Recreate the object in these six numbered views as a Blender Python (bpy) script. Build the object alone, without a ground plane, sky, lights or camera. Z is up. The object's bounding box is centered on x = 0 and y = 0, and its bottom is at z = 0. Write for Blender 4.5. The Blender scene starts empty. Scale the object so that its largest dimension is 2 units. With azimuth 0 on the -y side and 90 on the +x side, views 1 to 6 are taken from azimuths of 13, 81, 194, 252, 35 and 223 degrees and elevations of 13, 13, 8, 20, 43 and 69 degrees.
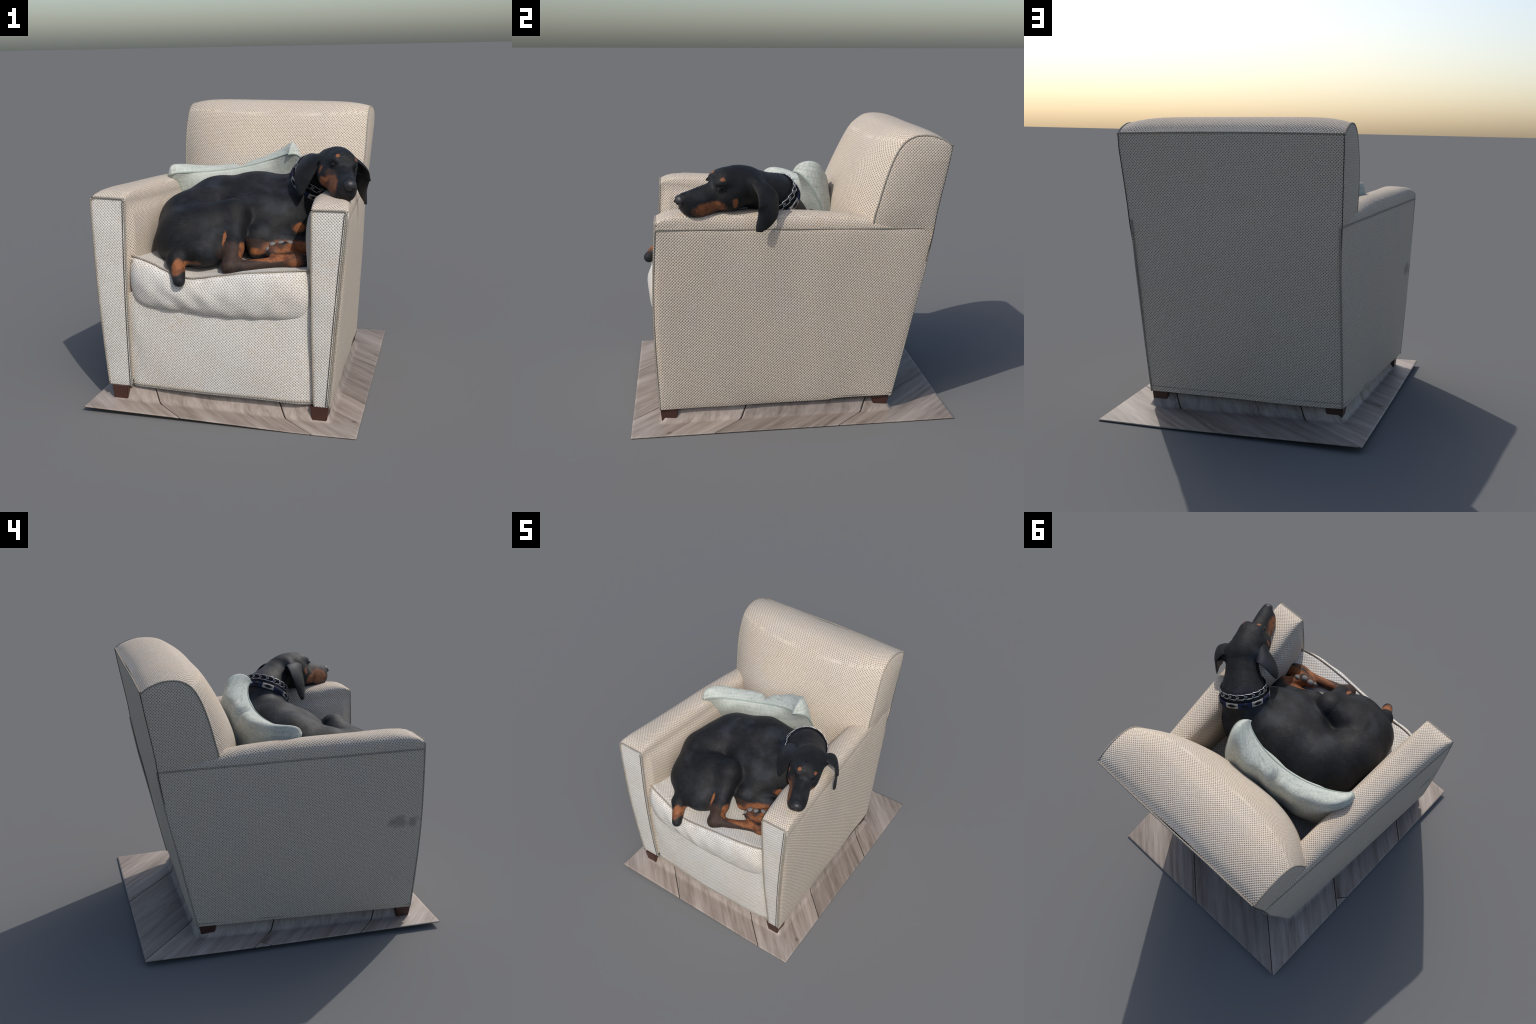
"""A black-and-tan dog asleep in an upholstered armchair, with a cushion, on a square of wooden floor."""
import bpy, bmesh, math, random
import numpy as np
from mathutils import Vector, Matrix

random.seed(7)
rng = np.random.default_rng(7)
SC = bpy.context.scene.collection

# ------------------------------------------------------------------ mesh helpers
def empty(name, loc, label, category):
    e = bpy.data.objects.new(name, None)
    e.location = loc
    e.empty_display_size = 0.1
    SC.objects.link(e)
    e["label"] = label
    e["category"] = category
    return e

def parent_keep(o, p):
    o.parent = p
    m = Matrix.Identity(4)
    q = p
    while q is not None:
        m = Matrix.Translation(q.location) @ m if q.type == 'EMPTY' else m
        q = q.parent
    o.matrix_parent_inverse = m.inverted()

def obj_from(name, verts, faces, mat, parent, smooth=True):
    me = bpy.data.meshes.new(name)
    me.from_pydata([tuple(map(float, v)) for v in verts], [], [tuple(map(int, f)) for f in faces])
    me.update()
    if smooth:
        me.polygons.foreach_set('use_smooth', [True] * len(me.polygons))
    me.materials.append(mat)
    o = bpy.data.objects.new(name, me)
    SC.objects.link(o)
    if parent is not None:
        parent_keep(o, parent)
    return o

def grid_faces(nu, nv, wrap_u=False, wrap_v=False, off=0, flip=False):
    I, J = np.meshgrid(np.arange(nu if wrap_u else nu - 1), np.arange(nv if wrap_v else nv - 1), indexing='ij')
    I, J = I.ravel(), J.ravel()
    I2, J2 = (I + 1) % nu, (J + 1) % nv
    f = np.stack([I * nv + J, I2 * nv + J, I2 * nv + J2, I * nv + J2], 1) + off
    return f[:, ::-1] if flip else f

def fix_normals(o):
    bm = bmesh.new()
    bm.from_mesh(o.data)
    bmesh.ops.recalc_face_normals(bm, faces=bm.faces)
    bm.to_mesh(o.data)
    bm.free()

def grid_obj(name, P, mat, parent, wrap_u=False, wrap_v=False, flip=False, thick=0.0):
    nu, nv = P.shape[:2]
    o = obj_from(name, P.reshape(-1, 3), grid_faces(nu, nv, wrap_u, wrap_v, flip=flip), mat, parent)
    if thick:
        m = o.modifiers.new('thickness', 'SOLIDIFY')
        m.thickness = thick
        m.offset = -1
    return o

def smooth_path(pts, n):
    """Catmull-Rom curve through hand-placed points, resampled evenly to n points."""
    p = np.asarray(pts, float)
    p = np.vstack([2 * p[0] - p[1], p, 2 * p[-1] - p[-2]])
    out = []
    for i in range(1, len(p) - 2):
        t = np.linspace(0, 1, 24, endpoint=False)[:, None]
        a, b, c, d = p[i - 1], p[i], p[i + 1], p[i + 2]
        out.append(0.5 * (2 * b + (c - a) * t + (2 * a - 5 * b + 4 * c - d) * t * t + (3 * b - a - 3 * c + d) * t ** 3))
    out = np.vstack(out + [p[-2][None]])
    s = np.concatenate([[0], np.cumsum(np.linalg.norm(np.diff(out, axis=0), axis=1))])
    q = np.linspace(0, s[-1], n)
    return np.stack([np.interp(q, s, out[:, k]) for k in range(out.shape[1])], 1)

def tube(path, r, ns=8, closed=False, flat=1.0):
    """Vertices and faces of a round cord along a path."""
    p = np.asarray(path, float)
    n = len(p)
    t = np.roll(p, -1, 0) - np.roll(p, 1, 0) if closed else np.gradient(p, axis=0)
    t /= np.linalg.norm(t, axis=1)[:, None] + 1e-12
    ref = np.array([0, 0, 1.0]) if abs(t[0][2]) < 0.9 else np.array([1.0, 0, 0])
    a = np.cross(t[0], ref)
    a /= np.linalg.norm(a)
    A = []
    for i in range(n):
        a = a - t[i] * (a @ t[i])
        a /= np.linalg.norm(a) + 1e-12
        A.append(a)
    A = np.array(A)
    B = np.cross(t, A)
    th = np.linspace(0, 2 * np.pi, ns, endpoint=False)
    rr = np.broadcast_to(np.asarray(r, float), (n,))[:, None, None]
    V = p[:, None] + rr * (np.cos(th)[None, :, None] * A[:, None] + flat * np.sin(th)[None, :, None] * B[:, None])
    F = [tuple(f) for f in grid_faces(n, ns, wrap_u=closed, wrap_v=True)]
    if not closed:
        F.append(tuple(range(ns)))
        F.append(tuple(range((n - 1) * ns, n * ns))[::-1])
    return V.reshape(-1, 3), F

def tubes_obj(name, paths, r, mat, parent, ns=8, closed=False):
    V, F, o = [], [], 0
    for p in paths:
        v, f = tube(p, r, ns, closed)
        V.append(v)
        F += [tuple(i + o for i in q) for q in f]
        o += len(v)
    ob = obj_from(name, np.vstack(V), F, mat, parent)
    fix_normals(ob)
    return ob

def wob(P, amp, freq, seed=0):
    """Smooth pseudo-random scalar field (sum of rotated sines), roughly in -amp..amp."""
    r = np.random.default_rng(seed)
    out = np.zeros(P.shape[:-1])
    for k in range(7):
        d = r.normal(size=3)
        d /= np.linalg.norm(d)
        out += np.sin(2 * np.pi * freq * (0.6 + 0.9 * r.random()) * (P @ d) + r.random() * 7) / 3.0
    return amp * out

def lerp(a, b, t):
    return a + (b - a) * t

def sstep(a, b, x):
    t = np.clip((x - a) / (b - a), 0, 1)
    return t * t * (3 - 2 * t)

# ------------------------------------------------------------------ node helpers
class Nodes:
    def __init__(self, name, rough=0.8, spec=0.3):
        self.mat = bpy.data.materials.new(name)
        self.mat.use_nodes = True
        self.t = self.mat.node_tree
        self.b = self.t.nodes['Principled BSDF']
        self.b.inputs['Roughness'].default_value = rough
        self.b.inputs['Specular IOR Level'].default_value = spec
        self.co = self.t.nodes.new('ShaderNodeTexCoord').outputs['Object']

    def _in(self, sock, v):
        if isinstance(v, bpy.types.NodeSocket):
            self.t.links.new(v, sock)
        elif v is not None:
            if sock.type == 'RGBA' and len(v) == 3:
                v = (*v, 1)
            sock.default_value = v

    def m(self, op, a, b=None, c=None, clamp=False):
        n = self.t.nodes.new('ShaderNodeMath')
        n.operation = op
        n.use_clamp = clamp
        for s, v in zip(n.inputs, (a, b, c)):
            self._in(s, v)
        return n.outputs[0]

    def v(self, op, a, b=None, scale=None):
        n = self.t.nodes.new('ShaderNodeVectorMath')
        n.operation = op
        self._in(n.inputs[0], a)
        if b is not None:
            self._in(n.inputs[1], b)
        if scale is not None:
            self._in(n.inputs['Scale'], scale)
        return n.outputs['Value'] if op in ('LENGTH', 'DOT_PRODUCT', 'DISTANCE') else n.outputs[0]

    def xyz(self, v):
        n = self.t.nodes.new('ShaderNodeSeparateXYZ')
        self._in(n.inputs[0], v)
        return n.outputs

    def comb(self, x, y, z):
        n = self.t.nodes.new('ShaderNodeCombineXYZ')
        for s, q in zip(n.inputs, (x, y, z)):
            self._in(s, q)
        return n.outputs[0]

    def mapping(self, v, loc=(0, 0, 0), rot=(0, 0, 0), scale=(1, 1, 1)):
        n = self.t.nodes.new('ShaderNodeMapping')
        self._in(n.inputs['Vector'], v)
        n.inputs['Location'].default_value = loc
        n.inputs['Rotation'].default_value = rot
        n.inputs['Scale'].default_value = scale
        return n.outputs[0]

    def noise(self, v, scale, detail=3, rough=0.5, color=False, dist=0.0):
        n = self.t.nodes.new('ShaderNodeTexNoise')
        self._in(n.inputs['Vector'], v)
        n.inputs['Scale'].default_value = scale
        n.inputs['Detail'].default_value = detail
        n.inputs['Roughness'].default_value = rough
        n.inputs['Distortion'].default_value = dist
        return n.outputs['Color' if color else 'Fac']

    def ramp(self, f, stops, interp='LINEAR'):
        n = self.t.nodes.new('ShaderNodeValToRGB')
        n.color_ramp.interpolation = interp
        e = n.color_ramp.elements
        while len(e) < len(stops):
            e.new(0.5)
        for q, (p, c) in zip(e, stops):
            q.position = p
            q.color = (*c, 1) if not isinstance(c, (int, float)) else (c, c, c, 1)
        self._in(n.inputs[0], f)
        return n.outputs[0]

    def mix(self, f, a, b, mode='MIX'):
        n = self.t.nodes.new('ShaderNodeMix')
        n.data_type = 'RGBA'
        n.blend_type = mode
        self._in(n.inputs[0], f)
        self._in(n.inputs[6], a)
        self._in(n.inputs[7], b)
        return n.outputs[2]

    def step(self, f, a, b):
        n = self.t.nodes.new('ShaderNodeMapRange')
        n.interpolation_type = 'SMOOTHSTEP'
        self._in(n.inputs[0], f)
        n.inputs[1].default_value = a
        n.inputs[2].default_value = b
        return n.outputs[0]

    def bump(self, h, strength=0.3, dist=0.005, normal=None):
        n = self.t.nodes.new('ShaderNodeBump')
        n.inputs['Strength'].default_value = strength
        n.inputs['Distance'].default_value = dist
        self._in(n.inputs['Height'], h)
        if normal is not None:
            self._in(n.inputs['Normal'], normal)
        self.t.links.new(n.outputs[0], self.b.inputs['Normal'])
        return n.outputs[0]

    def base(self, c):
        self._in(self.b.inputs['Base Color'], c)
        return self.mat

YAW = math.atan2(-0.0477, 0.9989)

def woven_fabric(name, period, light, dark, warm, cool, gap=0.5, bump=0.6):
    """Coarse basket weave: pale yarn floats in a checker with dark gaps between, box-projected."""
    n = Nodes(name, 0.95, 0.04)
    c = n.mapping(n.co, rot=(0, 0, -YAW))
    jig = n.v('SCALE', n.v('SUBTRACT', n.noise(c, 9, 2, color=True), (0.5, 0.5, 0.5)), scale=period * 0.5)
    x, y, z = n.xyz(n.v('SCALE', n.v('ADD', c, jig), scale=2 * math.pi / period))[:3]
    geo = n.t.nodes.new('ShaderNodeNewGeometry')
    nn = n.v('ABSOLUTE', geo.outputs['Normal'])
    nx, ny, nz = n.xyz(nn)[:3]
    nx, ny, nz = (n.m('POWER', q, 16.0) for q in (nx, ny, nz))
    tot = n.m('ADD', n.m('ADD', nx, ny), nz)
    sx, sy, sz = (n.m('SINE', q) for q in (x, y, z))
    f = n.m('ADD', n.m('ADD', n.m('MULTIPLY', nx, n.m('MULTIPLY', sy, sz)), n.m('MULTIPLY', ny, n.m('MULTIPLY', sx, sz))), n.m('MULTIPLY', nz, n.m('MULTIPLY', sx, sy)))
    f = n.m('DIVIDE', f, tot)
    f = n.m('ADD', n.m('MULTIPLY', f, 0.5), 0.5)
    fib = n.noise(c, 260, 2, 0.6)
    f2 = n.m('ADD', f, n.m('MULTIPLY', n.m('SUBTRACT', fib, 0.5), 0.35))
    tone = n.step(n.noise(c, 4.0, 4, 0.6), 0.35, 0.68)
    pale = n.mix(tone, warm, cool)
    yarn = n.noise(c, 85, 1)
    pale = n.mix(n.step(yarn, 0.42, 0.62), pale, light)
    gapc = n.mix(n.step(f2, 0.06, gap), dark, pale)
    dirt = n.step(n.noise(c, 2.2, 5, 0.65), 0.56, 0.8)
    col = n.mix(n.m('MULTIPLY', dirt, 0.25), gapc, n.mix(1.0, gapc, (0.80, 0.74, 0.66), 'MULTIPLY'))
    for cen, rad in (((-0.74, -0.70, 0.735), (0.10, 0.045, 0.05)), ((-0.74, -0.60, 0.745), (0.10, 0.075, 0.05)), ((0.63, -0.05, 0.78), (0.1, 0.10, 0.07))):
        q = n.v('ADD', n.co, n.v('SCALE', n.v('SUBTRACT', n.noise(n.co, 16, 4, 0.7, color=True), (0.5, 0.5, 0.5)), scale=0.10))
        k = n.v('LENGTH', n.v('DIVIDE', n.v('SUBTRACT', q, cen), rad))
        col = n.mix(n.m('MULTIPLY', n.m('SUBTRACT', 1.0, n.step(k, 0.3, 1.1)), 0.45 if cen[0] < 0 else 0.2), col, (0.12, 0.105, 0.09))
    n.bump(n.m('ADD', f, n.m('MULTIPLY', fib, 0.25)), bump, 0.004)
    return n.base(col)

FABRIC = woven_fabric('woven_upholstery', 0.0172, (0.70, 0.675, 0.635), (0.255, 0.232, 0.205), (0.64, 0.585, 0.51), (0.625, 0.615, 0.585), gap=0.46)
WARM = woven_fabric('woven_upholstery_shade_tinted', 0.0172, (0.635, 0.560, 0.475), (0.17, 0.140, 0.110), (0.60, 0.500, 0.395), (0.57, 0.505, 0.43), gap=0.46)  # same cloth, darkened and warmed toward the baked light on sides and back
CORD = woven_fabric('piping_weave', 0.012, (0.40, 0.36, 0.30), (0.10, 0.085, 0.07), (0.36, 0.31, 0.25), (0.33, 0.32, 0.29))

def simple(name, color, rough=0.6, spec=0.4, metallic=0.0, var=0.25, scale=30, bump=0.0):
    n = Nodes(name, rough, spec)
    n.b.inputs['Metallic'].default_value = metallic
    f = n.noise(n.co, scale, 4, 0.6)
    lo = tuple(c * (1 - var) for c in color)
    hi = tuple(min(1, c * (1 + var)) for c in color)
    if bump:
        n.bump(n.noise(n.co, scale * 6, 3), bump, 0.002)
    return n.base(n.mix(f, lo, hi))

SEAM = simple('seam_shadow_thread', (0.05, 0.045, 0.038), 0.95, 0.1)
FOOTWOOD = simple('dark_stained_wood', (0.055, 0.022, 0.016), 0.45, 0.4, var=0.35, scale=25)
DUST = simple('under_cloth', (0.03, 0.028, 0.026), 0.95, 0.05)

# ------------------------------------------------------------------ armchair (own frame: turned about 2.7 degrees, leaning slightly)
AX = np.array([0.9989, -0.0477, 0.0])
AY = np.array([0.0477, 0.9989, 0.0])
CO = 0.033 * AX

def C(x, y, z):
    """Chair frame to world."""
    x, y, z = np.broadcast_arrays(np.asarray(x, float), np.asarray(y, float), np.asarray(z, float))
    return CO + x[..., None] * AX + y[..., None] * AY + (z - 0.018 * x)[..., None] * np.array([0, 0, 1.0])

chair = empty('armchair', (0, 0, 0.0), 'cream woven upholstered club armchair with piped edges', 'armchair')

def x_outer(y, z, sg=0):
    """Half width of the body; the left side (sg < 0) flares a little more than the right."""
    t = np.clip((y + 0.78) / 1.58, -0.05, 1.05)
    s = np.clip((z - 0.1) / 1.1, -0.05, 1.15)
    fb = 0.648 if sg > 0 else 0.708
    bb, bt = (0.562, 0.603) if sg > 0 else (0.590, 0.612)
    return lerp(lerp(fb, 0.750 if sg > 0 else 0.762, s), lerp(bb, bt, s), t)

def x_inner(y, sg):
    return np.interp(y, [-0.8, -0.76, -0.50, -0.10, 0.35, 0.9], [0.545, 0.542, 0.495, 0.487, 0.487, 0.47] if sg > 0 else [0.545, 0.545, 0.528, 0.505, 0.480, 0.47])

def y_front(z, sg=0):
    return -0.778 - 0.008 * sg - 0.022 * np.sin(np.pi * np.clip((z - 0.1) / 1.15, 0, 1))

def y_rear(z):
    return np.interp(z, [0.1, 0.314, 0.628, 0.92, 1.12, 1.24, 1.48, 1.65], [0.604, 0.650, 0.715, 0.777, 0.812, 0.829, 0.874, 0.902])

def z_seam(y):
    return np.interp(y, [-0.8, 0.8], [1.203, 1.150])

def z_crest(y):
    return np.interp(y, [-0.80, -0.775, -0.745, -0.70, -0.6, -0.3, 0.1, 0.3, 0.45, 0.62, 0.82], [1.240, 1.248, 1.264, 1.277, 1.286, 1.280, 1.262, 1.245, 1.222, 1.190, 1.156])

pipes = []
seams = []
for sg in (1, -1):
    # outer side panel
    U, V = np.meshgrid(np.linspace(0, 1, 90), np.linspace(0, 1, 70), indexing='ij')
    z = lerp(0.105, 1.2, V)
    y = lerp(y_front(z, sg), y_rear(z), U)
    z = lerp(0.105, z_seam(y), V)
    puff = (0.025 if sg > 0 else 0.022) * (np.sin(np.pi * U ** 0.8) ** 0.45) * (np.sin(np.pi * V) ** 0.5)
    P = C(sg * (x_outer(y, z, sg) + puff), y, z)
    P = P + (sg * wob(P, 0.0016, 2.6, 3))[..., None] * AX
    grid_obj('side_panel', P, WARM, chair, flip=(sg < 0))
    pipes.append(C(sg * (x_outer(y[:, -1], z[:, -1], sg) + 0.0005), y[:, -1], z[:, -1]))
    pipes.append(C(sg * (x_outer(y[0], z[0], sg) - 0.002), y[0] - 0.002, z[0]))
    pipes.append(C(sg * (x_outer(y[:, 0], z[:, 0], sg) - 0.001), y[:, 0], z[:, 0] + 0.02))
    pipes.append(C(sg * (x_outer(y[-1], z[-1], sg) - 0.003), y[-1] - 0.001, z[-1]))
    # padded top of the arm, rolled over to the inside
    ys = np.concatenate([np.linspace(-0.782, -0.6, 26), np.linspace(-0.58, 0.84, 70)])
    na = 40
    th = np.linspace(0, np.pi, na)
    rows = []
    for yv in ys:
        xo, xi = x_outer(yv, z_seam(yv), sg), x_inner(yv, sg)
        h = z_crest(yv) - z_seam(yv) + (0.008 if sg < 0 else 0.0)
        n = np.interp(yv, [-0.78, -0.72, -0.6, -0.3, 0.8], [9, 5, 3.2, 2.6, 2.3])
        a = (xo - xi) / 2
        cx = np.sign(np.cos(th)) * np.abs(np.cos(th)) ** (2 / n)
        sz = np.abs(np.sin(th)) ** (2 / n)
        x = (xo + xi) / 2 + a * cx
        zz = z_seam(yv) + h * sz
        zi = np.linspace(z_seam(yv), 0.15, 40)[1:]
        depth = (z_seam(yv) - zi) / 0.6
        pad = np.interp(yv, [-0.775, -0.72, -0.55, 0.2, 0.5], [0.0, 0.030, 0.044, 0.030, 0.0])
        xin = xi - pad * np.sin(np.pi * np.clip(depth, 0, 1) ** 0.6) + 0.009 * np.clip(depth, 0, 1)
        yy = np.full(na + 39, yv)
        if yv < -0.6:
            yy = yy + (y_front(np.concatenate([zz, zi]), sg) + 0.782) * np.interp(yv, [-0.782, -0.6], [1, 0])
        zall = np.concatenate([zz, zi])
        yy = np.minimum(yy, y_rear(zall) - 0.004)
        rows.append(C(sg * np.concatenate([x, xin]), yy, zall))
    P = np.array(rows)
    w = wob(P, 0.003, 2.2, 5)
    w[:, 0] = 0
    w[0] = 0
    P[..., 2] += w * 0.7
    grid_obj('arm_rest', P, WARM, chair, flip=(sg > 0))
    # flat front face of the arm
    U, V = np.meshgrid(np.linspace(0, 1, 30), np.linspace(0, 1, 80), indexing='ij')
    z = lerp(0.108, 1.241 if sg > 0 else 1.249, V)
    xi = np.interp(z, [0.1, 0.6, 1.24], [0.556, 0.549, 0.545])
    xo = x_outer(-0.78, z, sg)
    edge = 1 - (2 * np.abs(U - 0.5)) ** 4
    x = lerp(xi, xo, U)
    y = y_front(z, sg) - 0.006 * edge * (1 - (2 * np.abs(V - 0.5)) ** 8)
    zz = z - 0.006 * V * (2 * np.abs(U - 0.5)) ** 6
    P = C(sg * x, y, zz)
    P = P + wob(P, 0.0013, 3.0, 9)[..., None] * AY
    grid_obj('arm_front', P, FABRIC, chair, flip=(sg < 0))
    zc = np.linspace(0.115, 1.225 if sg > 0 else 1.233, 60)
    outer = [(sg * (x_outer(-0.78, q, sg) - (0.010 if sg > 0 else 0.003)), y_front(q, sg) - 0.003, q) for q in zc]
    top = [(sg * q, y_front(1.24, sg) - 0.004, (1.243 if sg > 0 else 1.251) + 0.002 * math.sin(9 * q)) for q in np.linspace(0.735, 0.562, 14)]
    inner = [(sg * np.interp(q, [0.1, 0.6, 1.24], [0.558, 0.552, 0.548]), y_front(q, sg) - 0.003, q) for q in zc[::-1]]
    path = np.array(outer + top + inner)
    pipes.append(C(path[:, 0], path[:, 1], path[:, 2]))
    inner2 = np.array([(sg * (q[0] * sg + 0.013), q[1] - 0.0035, q[2]) for q in inner])
    if sg < 0:
        seams.append(C(inner2[:, 0], inner2[:, 1] - 0.001, inner2[:, 2]))
    out2 = np.array([(sg * (q[0] * sg - 0.012), q[1] - 0.0035, q[2]) for q in outer])
    if sg > 0:
        seams.append(C(out2[:, 0], out2[:, 1] - 0.001, out2[:, 2]))

# apron below the seat
U, V = np.meshgrid(np.linspace(-1, 1, 90), np.linspace(0, 1, 50), indexing='ij')
z = lerp(0.112, 0.70, V)
x = U * 0.556
y = -0.782 - 0.034 * np.cos(U * np.pi / 2) ** 0.7 * np.sin(np.pi * np.clip(V * 0.7 + 0.22, 0, 1)) + 0.014 * np.abs(U) ** 10 - 0.012 * U * (1 - U ** 6) + 0.012 * (1 - V) ** 2
P = C(x, y, z + 0.004 * np.sin(3 * U + 1))
pull = np.exp(-((np.abs(U) - 0.93) / 0.06) ** 2) * np.sin(9 * V + 2 * U) * 0.004
P = P + (wob(P, 0.0035, 2.0, 12) + pull)[..., None] * AY
grid_obj('front_apron', P, FABRIC, chair)
pipes.append(P[:, 1] - 0.006 * AY + np.array([0, 0, 0.006]))

# loose seat cushion: one profile per station, sagging where the animal lies
ns, npf = 110, 90
SAG = smooth_path([(-0.522, 0.905), (-0.40, 0.880), (-0.30, 0.842), (-0.20, 0.812), (-0.13, 0.808), (0.0, 0.832), (0.15, 0.857), (0.35, 0.878), (0.522, 0.892)], 201)
SAG_Z = np.interp(np.linspace(-0.522, 0.522, 201), SAG[:, 0], SAG[:, 1])
rows = []
edge_line, edge_low = [], []
for xs in np.linspace(-1, 1, ns):
    x = xs * 0.536
    e = abs(xs) ** 6
    ze = float(SAG_Z[int(round((xs + 1) / 2 * 200))])
    zb = 0.598 + 0.014 * abs(xs) ** 3 + 0.008 * max(0, -xs)
    fy = -0.850 - 0.008 * xs + 0.028 * xs * xs + 0.022 * e
    rip = 0.006 * math.sin(17 * x + 1.0) * math.exp(-((xs - 0.2) / 0.5) ** 2)
    prof = smooth_path([(0.50, 0.86), (0.2, 0.875), (-0.35, lerp(ze, 0.878, 0.8)), (-0.66, lerp(ze, 0.872, 0.35)), (fy + 0.055, ze + 0.006), (fy + 0.016, ze - 0.025), (fy - 0.004, lerp(ze, zb, 0.4) + rip),
                        (fy + 0.004, lerp(ze, zb, 0.7)), (fy + 0.020, zb + 0.03), (fy + 0.055, zb + 0.0), (fy + 0.16, zb - 0.008)], npf)
    rows.append(C(np.full(npf, x), prof[:, 0], prof[:, 1]))
    edge_line.append((x, fy + 0.047, ze + 0.008))
    edge_low.append((x, fy + 0.022, zb + 0.026))
P = np.array(rows)
rowc = P.mean(1, keepdims=True)
ends = np.abs(np.linspace(-1, 1, ns)) ** 16
P = P + (rowc - P) * (0.05 * ends)[:, None, None]
P[..., 2] += wob(P, 0.003, 2.7, 21)
P[..., 1] += wob(P, 0.0032, 2.9, 22)
frontness = sstep(-0.70, -0.82, P[..., 1])
P[..., 1] += frontness * (0.0028 * np.sin(38 * P[..., 0] + 6 * np.sin(9 * P[..., 2])) * np.exp(-((P[..., 0] + 0.2) / 0.22) ** 2) + wob(P, 0.003, 6.5, 23))
seat = grid_obj('seat_cushion', P, FABRIC, chair, flip=True)
e = np.array(edge_line)
ep = C(e[:, 0], e[:, 1], e[:, 2])
pipes.append(ep)
for sg in (1, -1):
    q = np.array([(sg * 0.522, yv, zv) for yv, zv in zip(np.linspace(-0.775, -0.2, 20), np.linspace(0.888, 0.885, 20))])
    pipes.append(C(q[:, 0], q[:, 1], q[:, 2]))

# crowned back rest
XB = 0.637
XS = 0.006

def wing_x(z, sg):
    """Sideways position of the back's rear corner: follows the body below the arms, widens above."""
    k = np.clip((z - 1.0) / 0.55, 0, 1)
    return lerp(sg * x_outer(y_rear(z), np.minimum(z, 1.14), sg), XS + sg * (XB - 0.003), k)

side_prof = smooth_path([(0.43, 0.95), (0.455, 1.195), (0.482, 1.31), (0.517, 1.44), (0.560, 1.56), (0.607, 1.640), (0.655, 1.676), (0.705, 1.690), (0.775, 1.688), (0.850, 1.662), (0.893, 1.632)], 120)
mid_prof = smooth_path([(0.21, 0.95), (0.262, 1.195), (0.298, 1.31), (0.356, 1.44), (0.425, 1.56), (0.490, 1.646), (0.562, 1.697), (0.630, 1.724), (0.735, 1.721), (0.838, 1.686), (0.896, 1.638)], 120)
rows = []
xs_list = np.concatenate([[-1.0], -1 + 0.10 * (1 - np.cos(np.linspace(0, np.pi / 2, 9)[1:])), np.linspace(-0.88, 0.88, 61), 1 - 0.10 * (1 - np.cos(np.linspace(np.pi / 2, 0, 9)[:-1])), [1.0]])
for xs in xs_list:
    ky = 1 - abs(xs) ** 3.0
    kz = 1 - abs(xs) ** 7
    rows.append(C(np.full(120, XS + xs * XB) - xs * 0.026 * (1 - sstep(1.0, 1.5, side_prof[:, 1])), lerp(side_prof[:, 0], mid_prof[:, 0], ky), lerp(side_prof[:, 1], mid_prof[:, 1], kz)))
P = np.array(rows)
w = wob(P, 0.004, 1.7, 31) * (1 - np.abs(xs_list) ** 8)[:, None]
P[..., 1] += w
grid_obj('back_rest', P, WARM, chair)
for sg in (1, -1):
    pipes.append(C(np.full(112, XS + sg * XB) - sg * 0.026 * (1 - sstep(1.0, 1.5, side_prof[8:, 1])), side_prof[8:, 0], side_prof[8:, 1]))
# wing sides of the back rest
for sg in (1, -1):
    U, V = np.meshgrid(np.linspace(0, 1, 40), np.linspace(0, 1, 120), indexing='ij')
    zr = lerp(0.95, 1.632, V)
    py = lerp(side_prof[:, 0][None, :], y_rear(zr), U)
    pz = lerp(side_prof[:, 1][None, :], zr, U)
    bulge = 0.016 * np.sin(np.pi * U) ** 0.6 * np.sin(np.pi * V) ** 0.5 * sstep(1.08, 1.3, pz)
    inset = 0.006 * (1 - sstep(1.10, 1.20, pz))
    front_x = XS + sg * XB - sg * 0.026 * (1 - sstep(1.0, 1.5, pz))
    P = C(lerp(front_x, wing_x(pz, sg), sstep(0, 0.9, U)) + sg * (bulge - inset), py, pz)
    grid_obj('wing_side', P, WARM, chair, flip=(sg < 0))
# rear panel
U, V = np.meshgrid(np.linspace(-1, 1, 80), np.linspace(0, 1, 110), indexing='ij')
z = lerp(0.105, 1.634, V)
y = y_rear(z) + 0.008 * (1 - np.abs(U) ** 4) * np.sin(np.pi * V) ** 0.5 + (0.016 * sstep(0.5, -0.5, U) * (1 - U ** 8) - 0.006 * sstep(0.3, 0.9, U) * (1 - U ** 12)) * sstep(0.75, 0.15, z)
z2 = z + 0.006 * V * (1 - U * U)
P = C(lerp(wing_x(z, -1), wing_x(z, 1), (U + 1) / 2), y, z2)
P = P + wob(P, 0.003, 1.6, 41)[..., None] * AY
grid_obj('rear_panel', P, WARM, chair, flip=True)
pipes.append(P[:, -1] + np.array([0, 0, 0.001]))
pipes.append(P[:, 1] + np.array([0, 0, 0.02]))
for sg in (0, -1):
    seams.append(P[sg, 60:] + AY * 0.002)

tubes_obj('piping', pipes, 0.0055, CORD, chair)
tubes_obj('seam', seams, 0.0022, SEAM, chair, ns=6)

# dark cloth closing the underside
q = [(-0.64, -0.75), (0.64, -0.75), (0.578, 0.59), (-0.578, 0.59)]
vs = [C(a, b, 0.112) for a, b in q] + [C(a, b, 0.106) for a, b in q]
obj_from('dust_cloth', vs, [(0, 1, 2, 3), (7, 6, 5, 4), (0, 4, 5, 1), (1, 5, 6, 2), (2, 6, 7, 3), (3, 7, 4, 0)], DUST, chair, smooth=False)

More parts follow.
